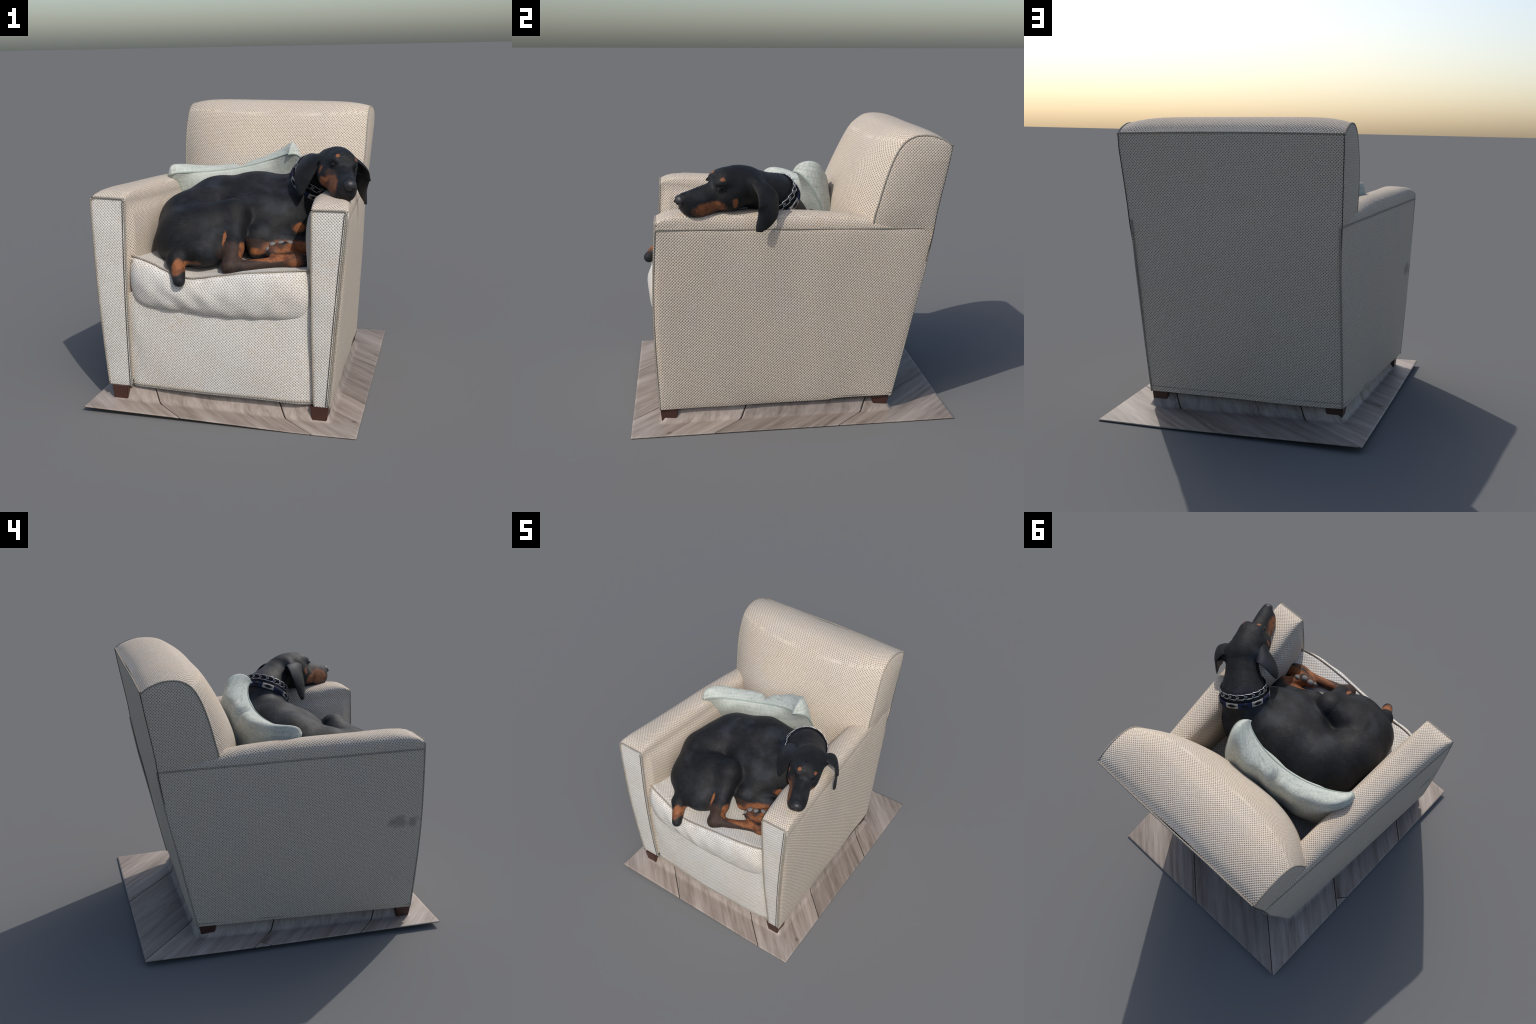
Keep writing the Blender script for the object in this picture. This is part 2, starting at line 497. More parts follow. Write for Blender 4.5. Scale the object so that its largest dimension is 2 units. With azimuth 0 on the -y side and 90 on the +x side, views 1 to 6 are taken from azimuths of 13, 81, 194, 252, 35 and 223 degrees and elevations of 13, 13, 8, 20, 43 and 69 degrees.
# four tapered feet
def floor_z(x, y):
    """Gently warped floor: level at the right, lifted a little along the left."""
    l = np.clip((0.45 - np.asarray(x)) / 1.25, 0, 1)
    return 0.006 + 0.029 * l ** 0.9 + 0.006 * np.clip(np.asarray(y), 0, 1) * np.clip(0.8 - np.asarray(x), 0, 1)

foot_mesh = None
for sx in (1, -1):
    for fy, hx in ((-0.738, 0.588), (0.540, 0.520)):
        top = C(sx * (hx + (0.0 if sx > 0 else 0.045 if fy < 0 else 0.030)), fy, 0.108)
        zb = float(floor_z(top[0], top[1])) - 0.004
        if foot_mesh is None:
            bm = bmesh.new()
            bmesh.ops.create_cube(bm, size=1)
            for v in bm.verts:
                k = 0.052 if v.co.z > 0 else 0.043
                v.co = Vector((math.copysign(k, v.co.x), math.copysign(k, v.co.y), 0 if v.co.z > 0 else -1))
            bmesh.ops.bevel(bm, geom=bm.edges[:], offset=0.004, segments=2, affect='EDGES')
            foot_mesh = bpy.data.meshes.new('foot')
            bm.to_mesh(foot_mesh)
            bm.free()
            foot_mesh.materials.append(FOOTWOOD)
        o = bpy.data.objects.new('foot', foot_mesh)
        SC.objects.link(o)
        o.parent = chair
        o.location = Vector(top)
        o.scale = (1, 1, float(top[2]) - zb)
        o.rotation_euler = (0, 0, YAW)

# ------------------------------------------------------------------ wooden floor: planks laid diagonally, lifting to meet the chair's underside
def plank_material():
    n = Nodes('weathered_oak', 0.55, 0.35)
    oi = n.t.nodes.new('ShaderNodeObjectInfo')
    r = n.mapping(n.co, rot=(0, 0, math.radians(-135)))
    shift = n.comb(n.m('MULTIPLY', oi.outputs['Random'], 37.0), n.m('MULTIPLY', oi.outputs['Random'], 11.0), 0.0)
    r = n.v('ADD', r, shift)
    warp = n.v('SCALE', n.v('SUBTRACT', n.noise(r, 3.0, 2, color=True), (0.5, 0.5, 0.5)), scale=0.012)
    r = n.v('ADD', r, warp)
    long = n.mapping(r, scale=(1.5, 24, 8))
    fine = n.mapping(r, scale=(9, 160, 40))
    g1 = n.noise(long, 1.0, 5, 0.62, dist=0.25)
    g2 = n.noise(fine, 1.0, 3, 0.6)
    g3 = n.noise(n.mapping(r, scale=(1.3, 5, 3)), 1.0, 3, 0.6)
    f = n.m('ADD', n.m('MULTIPLY', g1, 0.55), n.m('ADD', n.m('MULTIPLY', g2, 0.2), n.m('MULTIPLY', g3, 0.25)))
    col = n.ramp(f, [(0.33, (0.10, 0.077, 0.062)), (0.43, (0.225, 0.182, 0.152)), (0.54, (0.32, 0.268, 0.232)), (0.70, (0.43, 0.370, 0.328))])
    k = n.v('DISTANCE', n.v('MULTIPLY', n.mapping(n.co, rot=(0, 0, math.radians(-135))), (1, 1.6, 1)), (-1.10, 0.0, 0.0))
    col = n.mix(n.m('MULTIPLY', n.m('SUBTRACT', 1.0, n.step(k, 0.01, 0.03)), 0.6), col, (0.07, 0.05, 0.04))
    tone = n.m('ADD', 0.80, n.m('MULTIPLY', oi.outputs['Random'], 0.36))
    col = n.mix(1.0, col, n.comb(tone, tone, tone), 'MULTIPLY')
    n.bump(n.m('ADD', g1, g2), 0.25, 0.002)
    return n.base(col)

OAK = plank_material()
GROOVE = simple('plank_gap', (0.035, 0.028, 0.024), 0.9, 0.1)
floor = empty('wooden_floor', (0, 0, 0), 'square of diagonal weathered grey-brown oak floor planks', 'wooden floor')
corner = [np.array(p) for p in ((-0.816, -0.905), (0.815, -0.996), (0.814, 0.918), (-0.710, 0.998))]
NF = 150
U, V = np.meshgrid(np.linspace(0, 1, NF), np.linspace(0, 1, NF), indexing='ij')
U, V = U[..., None], V[..., None]
XY = (1 - U) * (1 - V) * corner[0] + U * (1 - V) * corner[1] + U * V * corner[2] + (1 - U) * V * corner[3]

def foot_print_depth(x, y):
    """How far a point lies inside the chair's base outline (negative outside)."""
    dx, dy = x - CO[0], y - CO[1]
    lx = dx * AX[0] + dy * AX[1]
    ly = dx * AY[0] + dy * AY[1]
    t = np.clip((ly + 0.78) / 1.4, 0, 1)
    hw = lerp(0.655, 0.586, t)
    return np.minimum(hw - np.abs(lx) + np.where(lx < 0, 0.012, -0.012), np.minimum(ly + 0.775, 0.60 - ly))

def floor_height(x, y):
    d = foot_print_depth(x, y)
    lx = (x - CO[0]) * AX[0]
    rise = sstep(-0.014, 0.040, d)
    return lerp(floor_z(x, y), 0.100 - 0.018 * lx, rise) + 0.0015 * np.sin(5 * x + 2) * np.sin(4 * y)

bm = bmesh.new()
vv = [[bm.verts.new((*XY[i, j], 0)) for j in range(NF)] for i in range(NF)]
for i in range(NF - 1):
    for j in range(NF - 1):
        bm.faces.new((vv[i][j], vv[i + 1][j], vv[i + 1][j + 1], vv[i][j + 1]))
SEAM_AT = (-1.15, -0.42, 0.30, 1.03)
dirn = Vector((1, 1, 0)).normalized()
GAP = 0.0027
for c in SEAM_AT:
    for k in (-GAP, GAP):
        p = dirn * (c / math.sqrt(2) + k)
        bmesh.ops.bisect_plane(bm, geom=bm.verts[:] + bm.edges[:] + bm.faces[:], plane_co=p, plane_no=dirn, dist=1e-6)
across = Vector((1, -1, 0)).normalized()
for k in (-GAP, GAP):
    bmesh.ops.bisect_plane(bm, geom=bm.verts[:] + bm.edges[:] + bm.faces[:], plane_co=across * (-0.975 / math.sqrt(2) + k), plane_no=across, dist=1e-6)
plank_faces = {}
gap_faces = []
for f in bm.faces:
    c = f.calc_center_median()
    s = (c.x + c.y) / math.sqrt(2)
    a = (c.x - c.y) / math.sqrt(2) + 0.975 / math.sqrt(2)
    k = sum(s > q / math.sqrt(2) for q in SEAM_AT)
    if min(abs(s - q / math.sqrt(2)) for q in SEAM_AT) < GAP or (k == 1 and abs(a) < GAP):
        gap_faces.append(f)
        continue
    plank_faces.setdefault((k, k == 1 and a < 0), []).append(f)

def faces_to_obj(name, faces, mat, drop=0.0):
    idx, vs, fs = {}, [], []
    for f in faces:
        q = []
        for v in f.verts:
            if v.index not in idx:
                idx[v.index] = len(vs)
                vs.append((v.co.x, v.co.y, float(floor_height(v.co.x, v.co.y)) - drop))
            q.append(idx[v.index])
        fs.append(q)
    o = obj_from(name, vs, fs, mat, floor)
    m = o.modifiers.new('thickness', 'SOLIDIFY')
    m.thickness = 0.006 - drop
    m.offset = -1
    return o

bm.verts.index_update()
for k in sorted(plank_faces):
    faces_to_obj('plank', plank_faces[k], OAK)
faces_to_obj('plank_gap', gap_faces, GROOVE, 0.004)
bm.free()

# ------------------------------------------------------------------ scatter cushion, squashed between the back rest and the animal
def linen():
    n = Nodes('pale_sage_linen', 0.85, 0.2)
    n.b.inputs['Sheen Weight'].default_value = 0.1
    r = n.mapping(n.co, rot=(0.25, 0.15, 0.1))
    a = n.noise(n.mapping(r, scale=(10, 10, 220)), 1.0, 3, 0.6)
    b = n.noise(n.mapping(r, scale=(220, 60, 10)), 1.0, 3, 0.6)
    f = n.m('ADD', n.m('MULTIPLY', a, 0.5), n.m('MULTIPLY', b, 0.5))
    col = n.ramp(f, [(0.34, (0.29, 0.315, 0.28)), (0.5, (0.47, 0.50, 0.45)), (0.68, (0.60, 0.625, 0.575))])
    blot = n.noise(n.co, 7, 4, 0.6)
    col = n.mix(n.m('MULTIPLY', n.step(blot, 0.45, 0.75), 0.3), col, (0.36, 0.42, 0.37))
    n.bump(f, 0.4, 0.003)
    return n.base(col)

LINEN = linen()
LINENCORD = simple('linen_seam', (0.33, 0.38, 0.34), 0.9, 0.2, scale=80)
pillow = empty('scatter_cushion', (-0.1, 0.1, 0.9), 'pale sage linen scatter cushion with pointed corners', 'cushion')
TL, TR = np.array([-0.600, -0.080, 1.336]), np.array([0.355, 0.018, 1.496])
BL, BR = np.array([-0.47, 0.10, 0.93]), np.array([0.36, 0.22, 0.97])
nu, nv = 70, 60
u1 = np.linspace(-1, 1, nu)
v1 = np.linspace(-1, 1, nv)
U, V = np.meshgrid(np.sin(u1 * np.pi / 2), np.sin(v1 * np.pi / 2), indexing='ij')

def pillow_mid(U, V):
    a, b = (U + 1) / 2, (V + 1) / 2
    P = ((1 - a) * b)[..., None] * TL + (a * b)[..., None] * TR + ((1 - a) * (1 - b))[..., None] * BL + (a * (1 - b))[..., None] * BR
    pinch = (1 - U * U) * b ** 2
    P = P + pinch[..., None] * np.array([0.02, 0.138, -0.092])       # the top edge sags backwards in the middle
    blunt = (U ** 4 * V ** 4)[..., None] * 0.22
    P = P + blunt * ((TL + TR + BL + BR) / 4 - P)
    side = (1 - V * V)
    P = P + (side * np.where(U > 0, U ** 3, 0))[..., None] * np.array([-0.02, 0.06, 0.0])
    P = P + (side * np.where(U < 0, -U ** 3, 0))[..., None] * np.array([0.05, 0.06, 0.0])
    return P

M = pillow_mid(U, V)
du = np.gradient(M, axis=0)
dv = np.gradient(M, axis=1)
N = np.cross(du, dv)
N /= np.linalg.norm(N, axis=2)[..., None] + 1e-9
fat = (np.clip(1 - np.abs(U) ** 5, 0, 1) * np.clip(1 - np.abs(V) ** 4, 0, 1)) ** 0.6
crease = np.exp(-((U - 0.05) / 0.06) ** 2) * sstep(0.1, 1.0, V)
front = fat * 0.018
back = fat * (0.150 + 0.02 * U - 0.065 * crease)
Nf = N if N[nu // 2, nv // 2, 1] < 0 else -N
pf = M + Nf * front[..., None]
puff = (np.clip(1 - np.abs(U) ** 2, 0, 1) * np.clip(1 - np.abs(V) ** 5, 0, 1)) ** 0.5 * sstep(-0.3, 0.9, V) * (0.090 - 0.045 * crease)
pb = M - Nf * back[..., None] + puff[..., None] * np.array([0.05, 0.0, 1.0])
pf = pf + Nf * (wob(pf, 0.009, 6, 51) * fat)[..., None]
pb = pb - Nf * (wob(pb, 0.011, 5.5, 52) * fat)[..., None]
vs = np.vstack([pf.reshape(-1, 3), pb.reshape(-1, 3)])
fs = np.vstack([grid_faces(nu, nv), grid_faces(nu, nv, off=nu * nv, flip=True)])
o = obj_from('cushion_cover', vs, fs, LINEN, pillow)
bm = bmesh.new()
bm.from_mesh(o.data)
bmesh.ops.remove_doubles(bm, verts=bm.verts, dist=1e-4)
bmesh.ops.recalc_face_normals(bm, faces=bm.faces)
bm.to_mesh(o.data)
bm.free()
rim = np.vstack([M[:, -1], M[-1, ::-1][1:], M[::-1, 0][1:], M[0][1:-1]])
tubes_obj('cushion_seam', [rim], 0.0055, LINENCORD, pillow, ns=8, closed=True)

# ------------------------------------------------------------------ dog: blended solids meshed as one smooth skin
dog = empty('sleeping_dog', (0, -0.3, 0.88), 'short-haired black and tan dog curled up asleep', 'dog')

H0 = np.array([0.615, -0.345, 1.420])
HF = np.array([0.742, -0.700, 1.352]) - H0
HF /= np.linalg.norm(HF)
HL = np.array([0.888, 0.384, -0.256])
HL -= HF * (HL @ HF)
HL /= np.linalg.norm(HL)
HU = np.cross(HL, HF)
if HU[2] < 0:
    HU = -HU
HR = np.stack([HF, HL, HU])

def hd(f, l, u):
    return H0 + f * HF + l * HL + u * HU

def cone(a, ra, b, rb):
    return ('cone', np.array(a, float), ra, np.array(b, float), rb)

def ell(c, r, R=None):
    return ('ell', np.array(c, float), np.array(r, float), np.eye(3) if R is None else R)

DOG = {
    'torso': (0.05, [
        ell((-0.26, -0.17, 1.04), (0.19, 0.19, 0.19)),
        cone((0.33, -0.08, 1.10), 0.205, (0.07, -0.085, 1.112), 0.212),
        cone((0.07, -0.085, 1.112), 0.212, (-0.15, -0.125, 1.088), 0.205),
        cone((-0.15, -0.125, 1.088), 0.205, (-0.290, -0.31, 1.040), 0.185),
        cone((-0.290, -0.31, 1.040), 0.185, (-0.265, -0.525, 0.985), 0.180),
        ell((0.12, -0.20, 1.06), (0.30, 0.25, 0.20)),
        ell((0.32, -0.205, 1.04), (0.175, 0.20, 0.20)),
    ]),
    'neck': (0.05, [
        cone((0.40, -0.09, 1.17), 0.165, (0.465, -0.13, 1.30), 0.140),
        cone((0.465, -0.13, 1.30), 0.138, (0.605, -0.28, 1.40), 0.098),
    ]),
    'head': (0.035, [
        ell(hd(0.025, 0, 0.008), (0.120, 0.110, 0.098), HR),
        ell(hd(0.100, 0, 0.046), (0.066, 0.086, 0.062), HR),
        ell(hd(0.075, 0.066, -0.05), (0.095, 0.042, 0.07), HR),
        ell(hd(0.075, -0.066, -0.05), (0.095, 0.042, 0.07), HR),
        cone(hd(0.12, 0, -0.012), 0.065, hd(0.345, 0, -0.010), 0.039),
        ell(hd(0.245, 0.026, -0.062), (0.115, 0.042, 0.062), HR),
        ell(hd(0.245, -0.026, -0.062), (0.115, 0.042, 0.062), HR),
        ell(hd(0.318, 0, -0.050), (0.042, 0.044, 0.046), HR),
        cone(hd(0.02, 0, -0.095), 0.06, hd(0.25, 0, -0.095), 0.036),
        cone((0.55, -0.33, 1.462), 0.030, (0.468, -0.362, 1.432), 0.016),
        cone((0.69, -0.27, 1.43), 0.030, (0.742, -0.222, 1.400), 0.016),
        cone((0.69, -0.24, 1.40), 0.030, (0.740, -0.185, 1.345), 0.012),
        ell(hd(0.134, 0.048, 0.058), (0.032, 0.024, 0.018), HR),
        ell(hd(0.134, -0.048, 0.058), (0.032, 0.024, 0.018), HR),
    ]),
    'foreleg': (0.03, [
        cone((0.30, -0.28, 1.06), 0.125, (0.165, -0.485, 0.995), 0.072),
        cone((0.165, -0.48, 0.990), 0.072, (0.44, -0.42, 0.945), 0.048),
        cone((0.44, -0.42, 0.945), 0.046, (0.45, -0.475, 0.938), 0.040),
        cone((0.45, -0.475, 0.938), 0.040, (0.345, -0.572, 0.958), 0.038),
        cone((0.17, -0.52, 0.93), 0.05, (0.44, -0.475, 0.92), 0.040),
        ell((0.335, -0.588, 0.968), (0.035, 0.025, 0.026)),
        ell((0.290, -0.590, 0.962), (0.032, 0.023, 0.024)),
        ell((0.275, -0.610, 0.938), (0.032, 0.022, 0.022)),
    ]),
    'hindleg': (0.055, [
        ell((-0.17, -0.555, 1.02), (0.19, 0.12, 0.15)),
        cone((-0.175, -0.48, 1.035), 0.168, (0.015, -0.465, 1.135), 0.09),
        ell((-0.14, -0.620, 0.96), (0.18, 0.135, 0.115)),
        cone((0.03, -0.48, 1.12), 0.082, (0.068, -0.66, 0.97), 0.048),
        cone((0.068, -0.66, 0.97), 0.048, (0.065, -0.74, 0.888), 0.037),
        cone((0.055, -0.748, 0.874), 0.036, (0.36, -0.640, 0.898), 0.033),
        ell((0.39, -0.628, 0.903), (0.075, 0.042, 0.032)),
        cone((0.41, -0.650, 0.903), 0.021, (0.462, -0.642, 0.898), 0.016),
        cone((0.41, -0.625, 0.908), 0.022, (0.475, -0.615, 0.901), 0.017),
        cone((0.41, -0.600, 0.903), 0.021, (0.465, -0.590, 0.898), 0.016),
    ]),
    'tail': (0.03, [
        cone((-0.265, -0.64, 0.945), 0.075, (-0.262, -0.735, 0.905), 0.052),
        cone((-0.262, -0.735, 0.905), 0.052, (-0.212, -0.845, 0.812), 0.035),
    ]),
}
BLEND = {'torso': 0.05, 'neck': 0.06, 'head': 0.05, 'foreleg': 0.035, 'hindleg': 0.032, 'tail': 0.04}

def prim(p, X):
    if p[0] == 'cone':
        _, a, ra, b, rb = p
        ba = b - a
        h = np.clip(((X - a) @ ba) / (ba @ ba), 0, 1)
        return np.linalg.norm(X - a - h[..., None] * ba, axis=-1) - (ra + (rb - ra) * h)
    _, c, r, R = p
    q = (X - c) @ R.T.astype(X.dtype)
    k0 = np.linalg.norm(q / r, axis=-1)
    k1 = np.linalg.norm(q / (r * r), axis=-1)
    return k0 * (k0 - 1) / (k1 + 1e-6)

def bounds(p, pad):
    if p[0] == 'cone':
        _, a, ra, b, rb = p
        return np.minimum(a - ra, b - rb) - pad, np.maximum(a + ra, b + rb) + pad
    _, c, r, R = p
    m = r.max()
    return c - m - pad, c + m + pad

def smin(a, b, k):
    h = np.maximum(k - np.abs(a - b), 0) / k
    return np.minimum(a, b) - h * h * k * 0.25

H = 0.005
LO = np.array([-0.56, -0.95, 0.70])
HI = np.array([0.86, 0.16, 1.60])
dims = np.ceil((HI - LO) / H).astype(int) + 1
axes = [(LO[i] + H * np.arange(dims[i])).astype(np.float32) for i in range(3)]
field = np.full(dims, 0.2, np.float32)
for g, (k, plist) in DOG.items():
    gf = np.full(dims, 0.2, np.float32)
    for p in plist:
        lo, hi = bounds(p, 0.07)
        i0 = np.clip(np.floor((lo - LO) / H).astype(int), 0, dims)
        i1 = np.clip(np.ceil((hi - LO) / H).astype(int) + 1, 0, dims)
        sl = tuple(slice(a, b) for a, b in zip(i0, i1))
        X = np.stack(np.meshgrid(*[ax_[s] for ax_, s in zip(axes, sl)], indexing='ij'), -1)
        gf[sl] = smin(gf[sl], prim(p, X).astype(np.float32), k)
    field = smin(field, gf, BLEND[g])

GX, GY, GZ = np.meshgrid(*axes, indexing='ij', sparse=True)
field += (0.0035 * np.sin(11 * GX + 7 * GY + 2 * np.sin(9 * GZ)) * np.sin(13 * GY - 6 * GZ + 1.0) + 0.0018 * np.sin(31 * GX - 17 * GZ) * np.sin(27 * GY + 12 * GX + 9 * GZ)).astype(np.float32)

def skin(X):
    """Distance to the blended skin at a few points."""
    X = np.asarray(X, float)
    out = np.full(X.shape[:-1], 0.2)
    for g, (k, plist) in DOG.items():
        gf = np.full(X.shape[:-1], 0.2)
        for p in plist:
            gf = smin(gf, prim(p, X), k)
        out = smin(out, gf, BLEND[g])
    return out

def surface_nets(F):
    """Smooth quad mesh of the zero level of a sampled field."""
    S = F < 0
    cs = np.zeros(tuple(np.array(F.shape) - 1), np.int8)
    for dx in (0, 1):
        for dy in (0, 1):
            for dz in (0, 1):
                cs += S[dx:F.shape[0] - 1 + dx, dy:F.shape[1] - 1 + dy, dz:F.shape[2] - 1 + dz]
    act = np.argwhere((cs > 0) & (cs < 8))
    idm = np.full(cs.shape, -1, np.int64)
    idm[tuple(act.T)] = np.arange(len(act))
    acc = np.zeros((len(act), 3))
    cnt = np.zeros(len(act))
    corners = [(i, j, k) for i in (0, 1) for j in (0, 1) for k in (0, 1)]
    for a in corners:
        for d in range(3):
            if a[d]:
                continue
            b = list(a)
            b[d] = 1
            fa = F[tuple((act + a).T)]
            fb = F[tuple((act + b).T)]
            m = (fa < 0) != (fb < 0)
            t = np.where(m, fa / np.where(m, fa - fb, 1), 0)
            pt = np.array(a, float)[None] + t[:, None] * (np.array(b) - a)
            acc += pt * m[:, None]
            cnt += m
    verts = LO + H * (act + acc / cnt[:, None])
    faces = []
    for d in range(3):
        e1, e2 = [(1, 2), (2, 0), (0, 1)][d]
        sl0 = [slice(None)] * 3
        sl1 = [slice(None)] * 3
        sl0[d] = slice(0, -1)
        sl1[d] = slice(1, None)
        E = S[tuple(sl0)] != S[tuple(sl1)]
        q = np.argwhere(E)
        q = q[(q[:, e1] > 0) & (q[:, e2] > 0) & (q[:, e1] < F.shape[e1] - 1) & (q[:, e2] < F.shape[e2] - 1)]
        o1 = np.zeros(3, int)
        o1[e1] = 1
        o2 = np.zeros(3, int)
        o2[e2] = 1
        quad = np.stack([idm[tuple((q - o1 - o2).T)], idm[tuple((q - o2).T)], idm[tuple(q.T)], idm[tuple((q - o1).T)]], 1)
        inside = S[tuple(q.T)]
        quad[~inside] = quad[~inside][:, ::-1]
        faces.append(quad)
    return verts, np.vstack(faces)

dv, df = surface_nets(field)

def coat_material():
    """Glossy black coat with rust-tan markings where the animal has them."""
    n = Nodes('black_and_tan_coat', 0.52, 0.22)
    n.b.inputs['Sheen Weight'].default_value = 0.02
    n.b.inputs['Sheen Roughness'].default_value = 0.4
    n.b.inputs['Sheen Tint'].default_value = (0.6, 0.7, 0.9, 1)
    wig = n.v('SCALE', n.v('SUBTRACT', n.noise(n.co, 28, 4, 0.65, color=True), (0.5, 0.5, 0.5)), scale=0.035)
    P = n.v('ADD', n.co, wig)
    def blot(spots):
        out = None
        for c, r, R in spots:
            q = n.v('SUBTRACT', P, tuple(map(float, c)))
            if R is not None:
                q = n.comb(*[n.v('DOT_PRODUCT', q, tuple(map(float, row))) for row in R])
            q = n.v('DIVIDE', q, tuple(map(float, r)))
            k = n.m('SUBTRACT', 1.0, n.step(n.v('LENGTH', q), 0.72, 1.12))
            out = k if out is None else n.m('MAXIMUM', out, k)
        return out
    mask = blot(TAN)
    umber = blot(UMBER)
    hair = n.noise(n.mapping(n.co, scale=(1.0, 1.6, 1.0)), 130, 3, 0.7)
    big = n.noise(n.co, 6, 3, 0.6)
    black = n.mix(n.step(big, 0.4, 0.7), (0.0065, 0.0067, 0.0073), (0.013, 0.013, 0.0138))
    strand = n.noise(n.mapping(n.v('ADD', n.co, n.v('SCALE', n.noise(n.co, 5, 2, color=True), scale=0.25)), rot=(0.3, 0.5, 0.6), scale=(34, 210, 210)), 1.0, 4, 0.7)
    painted_sheen = n.step(n.noise(n.co, 4.2, 3, 0.6), 0.50, 0.68)  # blue-grey light reflections off the glossy fur, painted into the coat colour
    black = n.mix(n.m('MULTIPLY', painted_sheen, 0.5), black, (0.036, 0.042, 0.054))
    black = n.mix(n.m('MULTIPLY', n.step(strand, 0.46, 0.70), 0.5), black, (0.032, 0.034, 0.040))
    tan = n.mix(n.step(hair, 0.3, 0.7), (0.17, 0.058, 0.022), (0.33, 0.125, 0.048))
    tan = n.mix(n.m('MULTIPLY', n.step(n.noise(n.co, 17, 4, 0.65), 0.42, 0.68), 0.75), tan, (0.085, 0.034, 0.020))
    col = n.mix(n.m('MULTIPLY', umber, 0.8), black, n.mix(n.step(strand, 0.35, 0.65), (0.026, 0.020, 0.018), (0.070, 0.036, 0.024)))
    col = n.mix(mask, col, tan)
    n.t.links.new(n.m('ADD', 0.40, n.m('MULTIPLY', n.noise(n.co, 18, 4, 0.7), 0.32)), n.b.inputs['Roughness'])
    n.bump(n.m('ADD', n.m('MULTIPLY', hair, 0.5), n.m('ADD', strand, n.m('MULTIPLY', n.noise(n.co, 22, 3, 0.6), 1.0))), 0.5, 0.004)
    return n.base(col)

TAN = [
    (hd(0.255, -0.080, -0.060), (0.095, 0.055, 0.062), HR),    # near side of the muzzle
    (hd(0.235, 0.080, -0.075), (0.105, 0.055, 0.050), HR),     # far side of the muzzle
    (hd(0.16, -0.085, -0.085), (0.06, 0.06, 0.035), HR),
    (hd(0.087, -0.100, -0.03), (0.017, 0.03, 0.030), HR),      # cheek spots
    (hd(0.085, 0.105, -0.06), (0.016, 0.03, 0.032), HR),
    ((0.641, -0.496, 1.487), (0.016, 0.018, 0.011), None),     # brow spots
    ((0.738, -0.454, 1.459), (0.012, 0.018, 0.011), None),
    ((0.415, -0.42, 1.045), (0.058, 0.07, 0.038), None),       # chest
    ((0.38, -0.545, 0.945), (0.19, 0.10, 0.058), None),        # folded paw
    ((0.18, -0.595, 0.93), (0.09, 0.05, 0.028), None),         # under the elbow
    ((0.125, -0.680, 0.960), (0.022, 0.05, 0.070), None),       # inside of the hock
    ((0.24, -0.680, 0.930), (0.19, 0.045, 0.030), None),       # metatarsus, upper face
    ((0.41, -0.64, 0.905), (0.07, 0.06, 0.045), None),
    ((0.015, -0.66, 1.005), (0.014, 0.05, 0.065), None),
    ((-0.225, -0.815, 0.878), (0.038, 0.060, 0.062), None),    # underside of the tail
    ((-0.17, -0.765, 0.875), (0.09, 0.05, 0.035), None),       # rump fringe
]
UMBER = [
    ((0.06, -0.73, 0.93), (0.085, 0.10, 0.10), None),           # lower shank and hock
    ((0.24, -0.70, 0.885), (0.22, 0.07, 0.05), None),           # metatarsus
    ((0.16, -0.58, 0.97), (0.14, 0.06, 0.045), None),           # elbow and forearm
    (hd(0.20, -0.06, -0.02), (0.09, 0.05, 0.03), HR),
    ((0.30, -0.60, 0.97), (0.08, 0.05, 0.03), None),
]
COAT = coat_material()

# normals of the whole skin, then split by nearest body region
groups = list(DOG)
fc = dv[df].mean(1)
dist = np.stack([np.min(np.stack([prim(p, fc) for p in DOG[g][1]]), 0) for g in groups])
label = dist.argmin(0)
# settle ragged borders: several rounds of majority voting through shared corners
for _ in range(6):
    votes = np.zeros((len(groups), len(dv)))
    for c in range(4):
        np.add.at(votes, (label, df[:, c]), 1)
    label = votes[:, df].sum(2).argmax(0)
whole = bpy.data.meshes.new('dog_skin')
whole.from_pydata(dv.tolist(), [], df.tolist())
whole.update()
vn = np.zeros(len(dv) * 3)
whole.vertices.foreach_get('normal', vn)
vn = vn.reshape(-1, 3)
bpy.data.meshes.remove(whole)
for gi, g in enumerate(groups):
    sel = df[label == gi]
    used, inv = np.unique(sel, return_inverse=True)
    o = obj_from(g, dv[used], inv.reshape(sel.shape), COAT, dog)
    o.data.normals_split_custom_set_from_vertices(vn[used].tolist())

# ears: folded flaps, lofted along a spine with a width direction
def ear(spine, wdirs, widths, thick, curl_by):
    sp = smooth_path(spine, 40)
    wd = smooth_path(wdirs, 40)
    wi = np.interp(np.linspace(0, 1, 40), np.linspace(0, 1, len(widths)), widths)
    t = np.gradient(sp, axis=0)
    t /= np.linalg.norm(t, axis=1)[:, None]
    wd = wd - t * np.sum(wd * t, 1)[:, None]
    wd /= np.linalg.norm(wd, axis=1)[:, None]
    nn = np.cross(t, wd)
    th = np.linspace(0, 2 * np.pi, 28, endpoint=False)
    cx = np.cos(th)
    sz = np.sign(np.sin(th)) * np.abs(np.sin(th)) ** 0.8
    curl = curl_by * cx ** 2
    P = sp[:, None] + wi[:, None, None] * cx[None, :, None] * wd[:, None] + (thick * sz[None, :] + (curl * wi[:, None]))[..., None] * nn[:, None]
    F = [tuple(f) for f in grid_faces(40, 28, wrap_v=True)] + [tuple(range(28)), tuple(range(39 * 28, 40 * 28))[::-1]]
    o = obj_from('ear', P.reshape(-1, 3), F, COAT, dog)
    fix_normals(o)
    return o

